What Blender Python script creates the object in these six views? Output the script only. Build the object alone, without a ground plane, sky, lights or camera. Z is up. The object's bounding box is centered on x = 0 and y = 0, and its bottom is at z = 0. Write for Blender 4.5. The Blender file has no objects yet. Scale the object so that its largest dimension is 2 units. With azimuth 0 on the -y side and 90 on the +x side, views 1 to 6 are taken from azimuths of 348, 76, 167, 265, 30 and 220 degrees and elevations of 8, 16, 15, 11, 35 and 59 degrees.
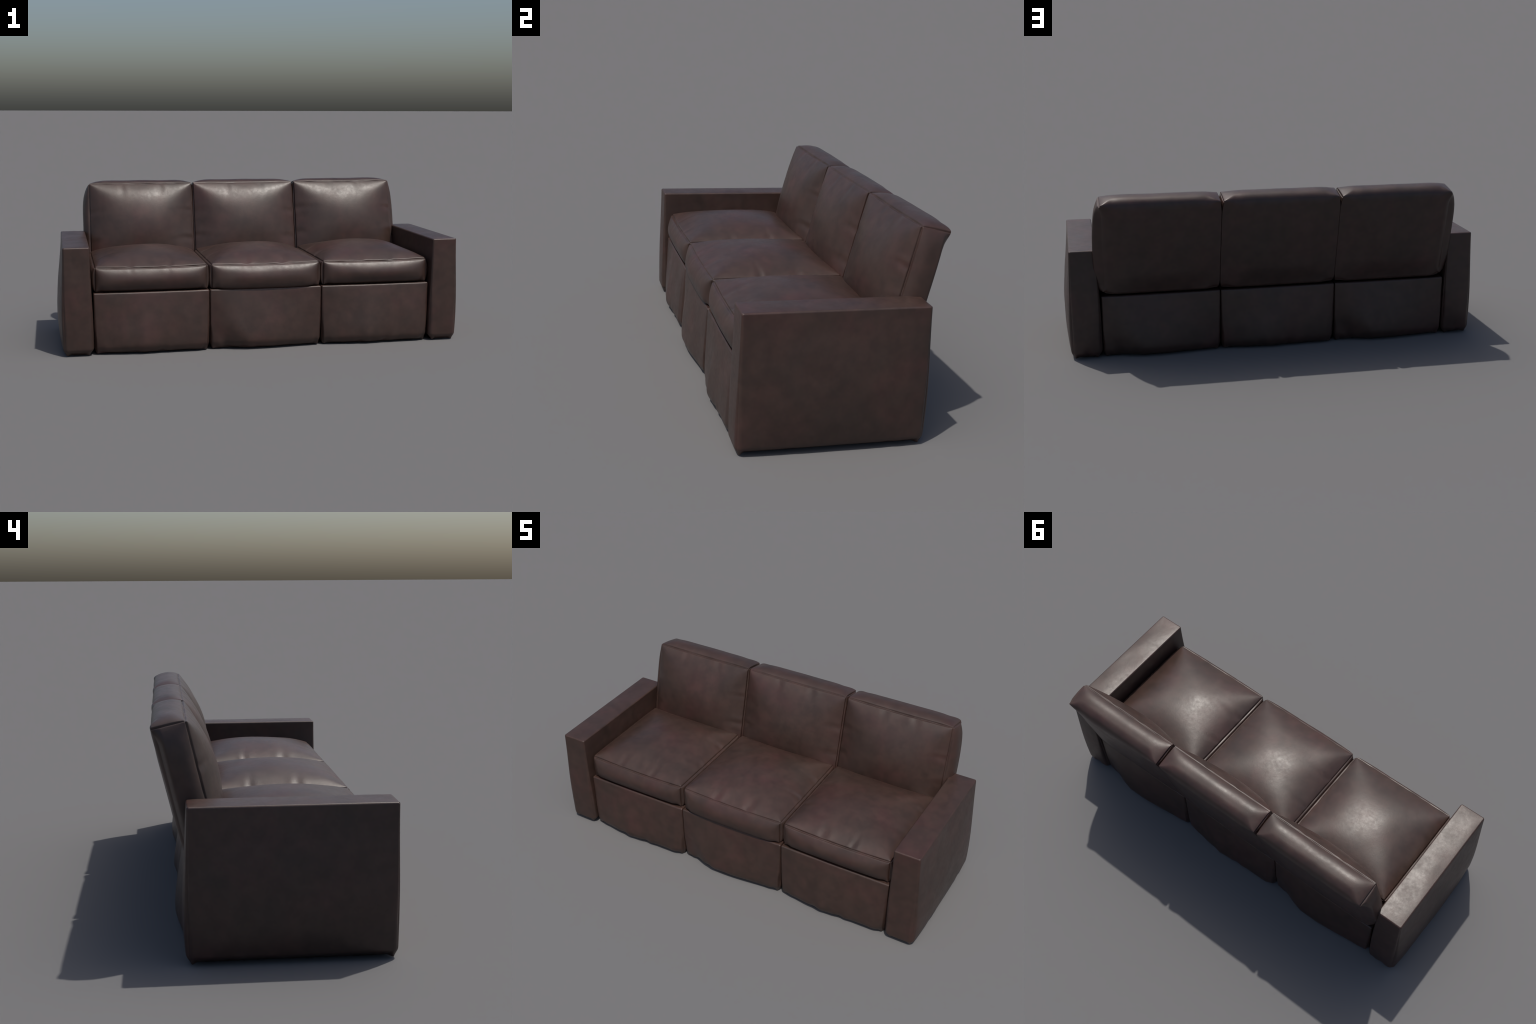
"""Three-seat brown leather sofa: two slab armrests, three upholstered bases,
three loose seat cushions and three reclined back cushions.

Every piece is a soft box: a box whose surface is finely gridded, whose edges
are rounded by rule, whose faces are inflated, and whose seams are pinched."""
import bpy
import math
import numpy as np
from mathutils import noise, Vector

AX = {"x": 0, "y": 1, "z": 2}


# ------------------------------------------------------------------ helpers
def smooth(a, b, x):
    t = np.clip((x - a) / (b - a), 0.0, 1.0)
    return t * t * (3 - 2 * t)


def gauss(x, w):
    return np.exp(-(x / w) ** 2)


def graded(half, fine=0.0011, coarse=0.0085):
    """Grid stations from -half to half, packed near both ends."""
    steps, d, s = [0.0], 0.0, fine
    while d < half:
        if d > 0.010:
            s = min(s * 1.16, coarse)
        d += s
        steps.append(d)
    steps = np.array(steps) * (half / steps[-1])
    left = -half + steps
    return np.concatenate([left, -left[:-1][::-1]])


def box_grid(half):
    """Welded surface grid of a box: vertex array, quads, and face tags."""
    st = [graded(h) for h in half]
    n = [len(s) for s in st]
    index, verts, quads = {}, [], []

    def vid(i, j, k):
        key = (i, j, k)
        if key not in index:
            index[key] = len(verts)
            verts.append((st[0][i], st[1][j], st[2][k]))
        return index[key]

    for axis in range(3):
        a, b = (axis + 1) % 3, (axis + 2) % 3
        for end in (0, n[axis] - 1):
            ids = np.empty((n[a], n[b]), dtype=int)
            for p in range(n[a]):
                for q in range(n[b]):
                    ijk = [0, 0, 0]
                    ijk[axis], ijk[a], ijk[b] = end, p, q
                    ids[p, q] = vid(*ijk)
            A, B, C, D = ids[:-1, :-1], ids[1:, :-1], ids[1:, 1:], ids[:-1, 1:]
            f = np.stack([A, B, C, D], -1).reshape(-1, 4)
            quads.append(f if end else f[:, ::-1])
    return np.array(verts), np.concatenate(quads)


class SoftBox:
    """Undeformed position p (on the box) and deformed position x."""

    def __init__(self, half):
        self.half = np.array(half, float)
        self.p, self.quads = box_grid(half)
        self.x = self.p.copy()
        self.gap = self.half - np.abs(self.p)          # distance to each face plane
        self.u = self.p / self.half

    def on(self, face):
        ax, s = AX[face[0]], 1 if face[1] == "+" else -1
        return (np.abs(self.p[:, ax] - s * self.half[ax]) < 1e-7), ax, s

    # -- round the edge between two faces; radius may be a function of the
    #    coordinate running along the edge
    def round_edge(self, fa, fb, radius):
        _, a, sa = self.on(fa)
        _, b, sb = self.on(fb)
        c = 3 - a - b
        r = radius(self.p[:, c]) if callable(radius) else np.full(len(self.p), radius)
        va = np.clip(r - (self.half[a] - sa * self.p[:, a]), 0, None)
        vb = np.clip(r - (self.half[b] - sb * self.p[:, b]), 0, None)
        m, l = np.maximum(va, vb), np.hypot(va, vb)
        k = np.where((va > 0) & (vb > 0), m / np.maximum(l, 1e-9), 1.0)
        self.x[:, a] -= sa * va * (1 - k)
        self.x[:, b] -= sb * vb * (1 - k)

    # -- pinch a sewn seam along an edge
    def seam(self, fa, fb, depth=0.0035, width=0.0024):
        _, a, sa = self.on(fa)
        _, b, sb = self.on(fb)
        c = 3 - a - b
        e = np.maximum(self.half[a] - sa * self.p[:, a], self.half[b] - sb * self.p[:, b])
        t = self.p[:, c]
        wob = 1 + 0.25 * np.sin(t * 31 + a) + 0.15 * np.sin(t * 83 + 2 * b)
        g = depth * wob * gauss(e, width) / math.sqrt(2)
        self.x[:, a] -= sa * g
        self.x[:, b] -= sb * g

    # -- inflate a face like a pressurised cover.  n: how flat the middle is,
    #    power: how steeply it leaves its seams, free: neighbouring faces that
    #    are joined without a seam (the swelling eases out towards them)
    def inflate(self, face, height, n=(2.4, 2.4), power=0.85, free=(), cap=None):
        m, ax, s = self.on(face)
        f = np.ones(len(self.p))
        for i, exp in zip([i for i in range(3) if i != ax], n):
            u = np.abs(self.u[:, i])
            g = (np.clip(1 - u ** exp, 0, 1) + 0.002) ** power - 0.002 ** power
            for fr in free:
                if AX[fr[0]] == i:
                    side = self.u[:, i] * (1 if fr[1] == "+" else -1) > 0
                    g = np.where(side, 1 - smooth(0.45, 1.0, u), g)
            f *= g
        h = height * f
        if cap:                                   # flattened against a neighbour
            h = cap * np.tanh((h / cap) ** 2) ** 0.5
        self.x[:, ax] += np.where(m, s * h, 0)

    # -- fill a sewn panel like a cushion: four tight facets rise from the seams
    #    and meet in soft ridges that run out to the corners
    def pillow(self, face, height, sharp=2.6, power=0.82, soft=0.26):
        m, ax, s = self.on(face)
        a, b = [i for i in range(3) if i != ax]
        short = min(self.half[a], self.half[b])
        inv, top = 0.0, 0.0
        for i in (a, b):
            k = self.half[i] / short
            u = np.abs(self.u[:, i])
            d = 1 - (np.sqrt(u * u + soft * soft) - soft) / (math.sqrt(1 + soft * soft) - soft)
            d = np.clip(d, 0, 1) * k + 0.004
            inv = inv + d ** (-sharp * power)
            top += (k + 0.004) ** (-sharp * power)
        h = height * (inv ** (-1 / sharp)) / top ** (-1 / sharp)
        self.x[:, ax] += np.where(m, s * h, 0)

    def push(self, face, amount):
        """Displace one face outward by an array that dies out at its rim."""
        m, ax, s = self.on(face)
        self.x[:, ax] += np.where(m, s * amount, 0)

    # -- press a whole end of the box (edges included) out against a neighbour
    def lean_on(self, face, amount, free="y+"):
        _, ax, s = self.on(face)
        t = smooth(-0.4, 0.6, self.u[:, AX[free[0]]])
        g = smooth(0.0, 0.055, self.gap[:, 2])
        want = self.half[ax] + amount * t * g
        at = smooth(0.85, 1.0, s * self.u[:, ax])
        self.x[:, ax] += s * at * np.clip(want - s * self.x[:, ax], 0, amount)

    # -- draw the skirt in where it is stapled under the floor edge
    def tuck_under(self, amount, height=0.04):
        k = amount * (1 - smooth(0.0, height, self.p[:, 2] + self.half[2]))
        for i in (0, 1):
            self.x[:, i] -= k * np.clip(self.u[:, i] * 4, -1, 1)

    # -- gathers: short wrinkles standing square to an edge of a face
    def pucker(self, face, edge, at, depth=0.004, width=0.016, reach=0.055, skew=0.6):
        m, ax, s = self.on(face)
        _, ea, es = self.on(edge)
        c = 3 - ax - ea
        d = self.half[ea] - es * self.p[:, ea]
        t = (self.p[:, c] - at * self.half[c]) / width
        t = t + 0.35 * np.sin(d * 40 + at * 9)
        fall = np.exp(-(d / reach) ** 1.3) * (1 - 0.75 * np.exp(-d / 0.006))
        rim = smooth(0, 0.004, d)
        w = -np.exp(-t * t) + skew * np.exp(-(t - 1.5) ** 2) + 0.25 * np.exp(-(t + 1.9) ** 2)
        self.x[:, ax] += np.where(m, s * depth * w * fall * rim, 0)

    def ripple(self, amount, scale, seed):
        """Gentle unevenness of hand-stuffed upholstery (moves along the face)."""
        off = Vector((seed * 3.7, seed * 1.9, seed * 5.3))
        n = np.array([noise.noise(Vector(v) * scale + off) for v in self.p.tolist()])
        for face in ("x+", "x-", "y+", "y-", "z+", "z-"):
            m, ax, s = self.on(face)
            a, b = [i for i in range(3) if i != ax]
            rim = smooth(0, 0.05, np.minimum(self.gap[:, a], self.gap[:, b]))
            self.x[:, ax] += np.where(m, s * amount * n * rim, 0)

    def build(self, name, material, parent, location, turn=(0, 0, 0)):
        me = bpy.data.meshes.new(name)
        me.from_pydata(self.x.tolist(), [], self.quads.tolist())
        me.polygons.foreach_set("use_smooth", np.ones(len(me.polygons), dtype=bool))
        me.materials.append(material)
        me.update()
        return place(name, me, parent, location, turn)


def place(name, mesh, parent, location, turn=(0, 0, 0)):
    ob = bpy.data.objects.new(name, mesh)
    bpy.context.collection.objects.link(ob)
    ob.location, ob.rotation_euler = location, turn
    ob.parent = parent
    return ob


def eared(mid, tip, half, run):
    """Edge radius: almost sharp at both corners, full in between."""
    return lambda t: tip + (mid - tip) * smooth(0.0, run, half - np.abs(t))


# ----------------------------------------------------------------- material
def leather():
    m = bpy.data.materials.new("dark_brown_leather")
    m.use_nodes = True
    nt = m.node_tree
    N, L = nt.nodes, nt.links
    bsdf = N["Principled BSDF"]
    co = N.new("ShaderNodeTexCoord")
    info = N.new("ShaderNodeObjectInfo")
    shift = N.new("ShaderNodeVectorMath"); shift.operation = "MULTIPLY_ADD"
    comb = N.new("ShaderNodeCombineXYZ")
    for i in range(3):
        L.new(info.outputs["Random"], comb.inputs[i])
    shift.inputs[1].default_value = (9.0, 14.0, 5.0)
    L.new(comb.outputs[0], shift.inputs[0])
    L.new(co.outputs["Object"], shift.inputs[2])
    P = shift.outputs[0]

    def tex(scale, detail=4.0, rough=0.55, distort=0.0):
        n = N.new("ShaderNodeTexNoise")
        n.inputs["Scale"].default_value = scale
        n.inputs["Detail"].default_value = detail
        n.inputs["Roughness"].default_value = rough
        n.inputs["Distortion"].default_value = distort
        L.new(P, n.inputs["Vector"])
        return n.outputs["Fac"]

    def ramp(fac, *stops):
        r = N.new("ShaderNodeValToRGB")
        el = r.color_ramp.elements
        while len(el) < len(stops):
            el.new(0.5)
        for e, (pos, col) in zip(el, stops):
            e.position = pos
            e.color = (*col, 1) if isinstance(col, tuple) else (col, col, col, 1)
        L.new(fac, r.inputs[0])
        return r.outputs[0]

    def mix(kind, fac, a, b):
        x = N.new("ShaderNodeMix"); x.data_type = "RGBA"; x.blend_type = kind
        for s, v in ((0, fac), (6, a), (7, b)):
            if isinstance(v, (int, float)):
                x.inputs[s].default_value = v
            elif isinstance(v, tuple):
                x.inputs[s].default_value = (*v, 1)
            else:
                L.new(v, x.inputs[s])
        return x.outputs[2]

    # dyed hide: grey-brown to red-brown clouds
    clouds = ramp(tex(5.5, 5, 0.6, 0.4), (0.30, BROWN_DARK), (0.52, BROWN), (0.74, BROWN_RED))
    smoke = ramp(tex(19, 4, 0.6), (0.35, 0.80), (0.65, 1.08))
    col = mix("MULTIPLY", 1.0, clouds, smoke)
    L.new(col, bsdf.inputs["Base Color"])

    # sheen broken up by use: mottled gloss
    blot = tex(12, 6, 0.65, 0.4)
    speck = tex(55, 5, 0.7)
    madd = N.new("ShaderNodeMath"); madd.operation = "MULTIPLY_ADD"
    L.new(speck, madd.inputs[0]); madd.inputs[1].default_value = 0.8
    L.new(blot, madd.inputs[2])
    rr = N.new("ShaderNodeMapRange")
    L.new(madd.outputs[0], rr.inputs["Value"])
    rr.inputs["From Min"].default_value = 0.68
    rr.inputs["From Max"].default_value = 1.12
    rr.inputs["To Min"].default_value = ROUGH[0]
    rr.inputs["To Max"].default_value = ROUGH[1]
    L.new(rr.outputs[0], bsdf.inputs["Roughness"])
    bsdf.inputs["Specular IOR Level"].default_value = 0.5

    # pebbled grain and faint creasing
    vor = N.new("ShaderNodeTexVoronoi"); vor.inputs["Scale"].default_value = 260
    L.new(P, vor.inputs["Vector"])
    b1 = N.new("ShaderNodeBump"); b1.inputs["Strength"].default_value = 0.06
    b1.inputs["Distance"].default_value = 0.001
    L.new(vor.outputs["Distance"], b1.inputs["Height"])
    b2 = N.new("ShaderNodeBump"); b2.inputs["Strength"].default_value = 0.07
    b2.inputs["Distance"].default_value = 0.003
    L.new(tex(70, 5, 0.6, 0.3), b2.inputs["Height"])
    L.new(b1.outputs[0], b2.inputs["Normal"])
    L.new(b2.outputs[0], bsdf.inputs["Normal"])
    return m


BROWN_DARK = (0.042, 0.026, 0.0205)
BROWN = (0.051, 0.028, 0.022)
BROWN_RED = (0.061, 0.0275, 0.0235)
ROUGH = (0.385, 0.485)

hide = leather()

sofa = bpy.data.objects.new("leather_sofa", None)
bpy.context.collection.objects.link(sofa)
sofa["label"] = "three-seat dark brown leather sofa with puffy cushions and slab arms"
sofa["category"] = "sofa"

SEATS = (-0.5565, 0.0, 0.5565)          # module centres along x


# ---------------------------------------------------------------- armrests
def armrest(side):
    hx, hy, hz = 0.0625, 0.336, 0.2575
    b = SoftBox((hx, hy, hz))
    z = b.p[:, 2] + hz                                  # height above floor
    for fa in ("x+", "x-"):
        for fb in ("y+", "y-"):
            b.round_edge(fa, fb, lambda t: 0.009 + 0.012 * smooth(0.30, 0.06, t + hz) * smooth(0, 0.03, t + hz))
        b.round_edge(fa, "z+", 0.006)
        b.round_edge(fa, "z-", eared(0.034, 0.003, hy, 0.026))
    for fb in ("y+", "y-"):
        b.round_edge(fb, "z+", 0.006)
        b.round_edge(fb, "z-", eared(0.024, 0.003, hx, 0.028))
    # cover sags outward towards the floor; the upright edges swell a little too
    drop = np.clip((2 * hz - z) / (2 * hz), 0, 1)
    belly = np.sin(np.pi * drop ** 1.45) ** 0.75
    across = (1 - b.u[:, 1] ** 2 + 1e-6) ** 0.5
    lean = smooth(0.05, 0.9, drop) * smooth(0.0, 0.035, z)
    b.x[:, 1] += 0.005 * lean * np.clip(b.u[:, 1] * 3, -1, 1)
    ux = b.u[:, 0] * side
    b.x[:, 0] += side * lean * np.where(ux > 0, 0.004, 0.011) * np.clip(ux * 3, -1, 1)
    outer, inner = ("x+", "x-") if side > 0 else ("x-", "x+")
    b.push(outer, 0.0255 * belly * across)
    b.push(inner, 0.004 * belly * across)
    ax = (1 - b.u[:, 0] ** 2 + 1e-6) ** 0.5
    b.push("y-", 0.004 * belly * ax)
    b.push("y+", 0.013 * belly * ax)
    b.inflate("z+", 0.003, (2, 8), 0.8)
    # tucks above the floor corners and a gather low on the back
    b.pucker("y+", "z-", 0.0, 0.008, 0.013, 0.03)
    b.pucker(outer, "z-", 0.62, 0.005, 0.02, 0.03)
    b.pucker(outer, "z-", -0.45, 0.003, 0.025, 0.03)
    b.tuck_under(0.007, 0.03)
    b.ripple(0.0022, 7.0, 3 + side)
    b.x[:, 2] = np.maximum(b.x[:, 2], -hz)
    return b.build("armrest", hide, sofa, (side * 0.9095, -0.045, hz))


for side in (-1, 1):
    armrest(side)


# ------------------------------------------------------------- seat bases
def seat_base():
    hx, hy, hz = 0.2765, 0.325, 0.147
    b = SoftBox((hx, hy, hz))
    z, x = b.p[:, 2] + hz, b.p[:, 0]
    for fa in ("x+", "x-"):
        for fb in ("y+", "y-"):
            b.round_edge(fa, fb, lambda t: 0.006 + 0.014 * smooth(0.14, 0.03, t + hz))
        b.round_edge(fa, "z+", 0.006)
        b.round_edge(fa, "z-", eared(0.020, 0.004, hy, 0.030))
    for fb in ("y+", "y-"):
        b.round_edge(fb, "z+", 0.006)
        b.round_edge(fb, "z-", lambda t: eared(0.022, 0.004, hx, 0.030)(t) + 0.002 * np.sin(t * 47))
    drop = np.clip(1 - z / (2 * hz), 0, 1)
    low = smooth(-0.12, 0.95, drop) * (1 - 0.2 * smooth(0.82, 1.0, drop)) - 0.02
    rim = smooth(0, 0.012, b.gap[:, 0]) * smooth(0, 0.01, 2 * hz - z)
    # front: two shallow lobes
    front = np.interp(x, [-.277, -.245, -.195, -.145, -.045, .055, .12, .155, .235, .262, .277],
                      [.004, .009, .014, .022, .034, .026, .022, .022, .021, .013, .004])
    b.push("y-", front * low * 1.06 * rim)
    # back: one strong belly that starts at a fold on its +x side
    fold = 0.262 - 0.055 * smooth(0.16, 0.0, z)          # fold line leans inward going down
    rear = 0.036 * smooth(-0.02, 0.13, fold - x) * (1 - 0.72 * smooth(0.02, -0.277, x))
    b.push("y+", rear * low * 1.06 * rim)
    b.inflate("y-", 0.005, (6, 4), 0.7)
    b.inflate("y+", 0.005, (6, 4), 0.7)
    for t, dep in ((-0.33, .006), (0.2, .008), (0.93, .007), (-.92, .005)):
        b.pucker("y-", "z-", t, dep, 0.02, 0.03)
    for t, dep in ((0.42, .008), (0.75, .007), (-0.93, .007), (.93, .006)):
        b.pucker("y+", "z-", t, dep, 0.018, 0.025)
    b.tuck_under(0.007)
    b.ripple(0.0022, 8.0, 11)
    b.x[:, 2] = np.maximum(b.x[:, 2], -hz)
    return b


base = seat_base().build("seat_base", hide, sofa, (SEATS[0], -0.038, 0.147))
place("seat_base", base.data, sofa, (SEATS[1], -0.038, 0.147), (0, 0, math.pi))
place("seat_base", base.data, sofa, (SEATS[2], -0.038, 0.147))


# ---------------------------------------------------------- seat cushions
def seat_cushion(i):
    hx, hy, hz = 0.268, 0.2675, 0.0575
    b = SoftBox((hx, hy, hz))
    mid = i == 1
    sd, sw = (0.0018, 0.0018) if mid else (0.0036, 0.0026)
    for fa in ("x+", "x-"):
        for fb in ("y+", "y-"):
            b.round_edge(fa, fb, 0.006)
            b.seam(fa, fb, sd * 0.8, sw)
        b.round_edge(fa, "z+", 0.004)
        b.seam(fa, "z+", sd * 0.7, sw)
        b.round_edge(fa, "z-", eared(0.015, 0.003, hy, 0.05))
    for fb in ("y+", "y-"):
        b.round_edge(fb, "z+", 0.004)
        b.seam(fb, "z+", sd, sw)
        b.round_edge(fb, "z-", eared(0.018, 0.003, hx, 0.035))
    b.pillow("z+", 0.067, 2.8, 0.8, 0.42)
    b.pillow("y-", 0.033 if mid else 0.030, 2.4, 0.75, 0.5)
    near, far = 0.0098, 0.019          # room before touching a neighbour / an arm
    b.inflate("x-", 0.03, (12, 2), 0.7, cap=far if i == 0 else near)
    b.inflate("x+", 0.03, (12, 2), 0.7, cap=far if i == 2 else near)
    # the front top seam sags a little and bows forward
    bow = (1 - b.u[:, 0] ** 2) * gauss(b.gap[:, 1], 0.06) * (b.p[:, 1] < 0)
    hang = (1 - np.abs(b.u[:, 0]) ** 6) * gauss(b.gap[:, 1], 0.06) * (b.p[:, 1] < 0)
    b.x[:, 2] -= 0.005 * bow * smooth(-1, 1, b.u[:, 2])
    b.x[:, 1] -= 0.003 * bow + (0.011 if mid else 0.002) * hang * smooth(0.3, -1, b.u[:, 2])
    b.x[:, 2] -= (0.013 if mid else 0.005) * hang * smooth(0, -1, b.u[:, 2])
    rng = np.random.default_rng(40 + i)
    for e in ("x+", "x-", "y-"):
        for t in (-0.33, 0.33):
            b.pucker("z+", e, t + rng.uniform(-.06, .06), rng.uniform(.0018, .0038), rng.uniform(.012, .02),
                     rng.uniform(.04, .07), rng.uniform(.3, .9))
    for t in (-0.36, 0.30):
        b.pucker("y-", "z+", t + rng.uniform(-.05, .05), 0.0012, 0.012, 0.03)
    for t in (-0.93, 0.93):
        b.pucker("y-", "z-", t, 0.007, 0.014, 0.024, 0.3)
    b.ripple(0.003, 7.0, 20 + i)
    return b.build("seat_cushion", hide, sofa, (SEATS[i], -0.0775, 0.3555))


for i in range(3):
    seat_cushion(i)


# ---------------------------------------------------------- back cushions
def back_cushion(i):
    hx, hy, hz = 0.270, 0.057, 0.226
    b = SoftBox((hx, hy, hz))
    mid = i == 1
    sd, sw = (0.0018, 0.0018) if mid else (0.0036, 0.0026)
    for fa in ("x+", "x-"):
        outer = (fa == "x-" and i == 0) or (fa == "x+" and i == 2)
        b.round_edge(fa, "y-", 0.004)
        b.seam(fa, "y-", sd, sw)
        b.round_edge(fa, "z+", 0.004)
        b.seam(fa, "z+", sd, sw)
        b.round_edge(fa, "z-", 0.03 if outer else 0.012)
        b.round_edge(fa, "y+", eared(0.034 if outer else 0.004, 0.003, hz, 0.060))
    b.round_edge("y-", "z+", 0.004)
    b.seam("y-", "z+", sd, sw)
    b.round_edge("y-", "z-", 0.02)
    b.round_edge("y+", "z+", eared(0.042, 0.003, hx, 0.065))
    b.round_edge("y+", "z-", eared(0.018, 0.036, hx, 0.07))
    b.pillow("y-", 0.068, 2.7, 0.8, 0.36)
    # the top swells up from its front seam and carries on over the unsewn back
    # edge, which is held down only at its two pinched corners
    along = (1 - np.abs(b.u[:, 0]) ** 7) ** 0.8
    across = np.where(b.u[:, 1] < 0, (1 - np.abs(b.u[:, 1]) ** 2.2) ** 0.8, 1 - 0.12 * b.u[:, 1] ** 2)
    b.x[:, 2] += 0.026 * along * across * smooth(0.10, 0.0, b.gap[:, 2]) * (b.p[:, 2] > 0)
    b.x[:, 1] += 0.006 * along * smooth(0.12, 0.0, b.gap[:, 2]) * smooth(0, 1, b.u[:, 1]) * (b.p[:, 2] > 0)
    b.inflate("y+", 0.011, (8, 6), 1.0, free=("x+", "x-", "z+", "z-"))
    for f, end in (("x-", i == 0), ("x+", i == 2)):
        if end:
            b.inflate(f, 0.034, (2.2, 4), 0.7, free=("y+",))
        else:
            b.inflate(f, 0.03, (2.2, 4), 0.7, cap=0.0072)
            b.lean_on(f, 0.0073)
    bow = (1 - b.u[:, 0] ** 2) * gauss(b.gap[:, 2], 0.05) * (b.p[:, 2] > 0)
    b.x[:, 2] -= 0.004 * bow * smooth(1, -1, b.u[:, 1])
    rng = np.random.default_rng(70 + i)
    for e in ("x+", "x-", "z+"):
        for t in (-0.33, 0.33):
            b.pucker("y-", e, t + rng.uniform(-.06, .06), rng.uniform(.0018, .0036), rng.uniform(.012, .02),
                     rng.uniform(.04, .06), rng.uniform(.3, .9))
    for t in (-0.93, 0.93):
        b.pucker("y+", "z-", t, 0.005, 0.02, 0.025)
    b.ripple(0.003, 7.0, 50 + i)
    return b.build("back_cushion", hide, sofa, ((-0.550, 0.005, 0.561)[i], 0.2885, 0.5315), (-math.radians(13.2), 0, 0))


for i in range(3):
    back_cushion(i)
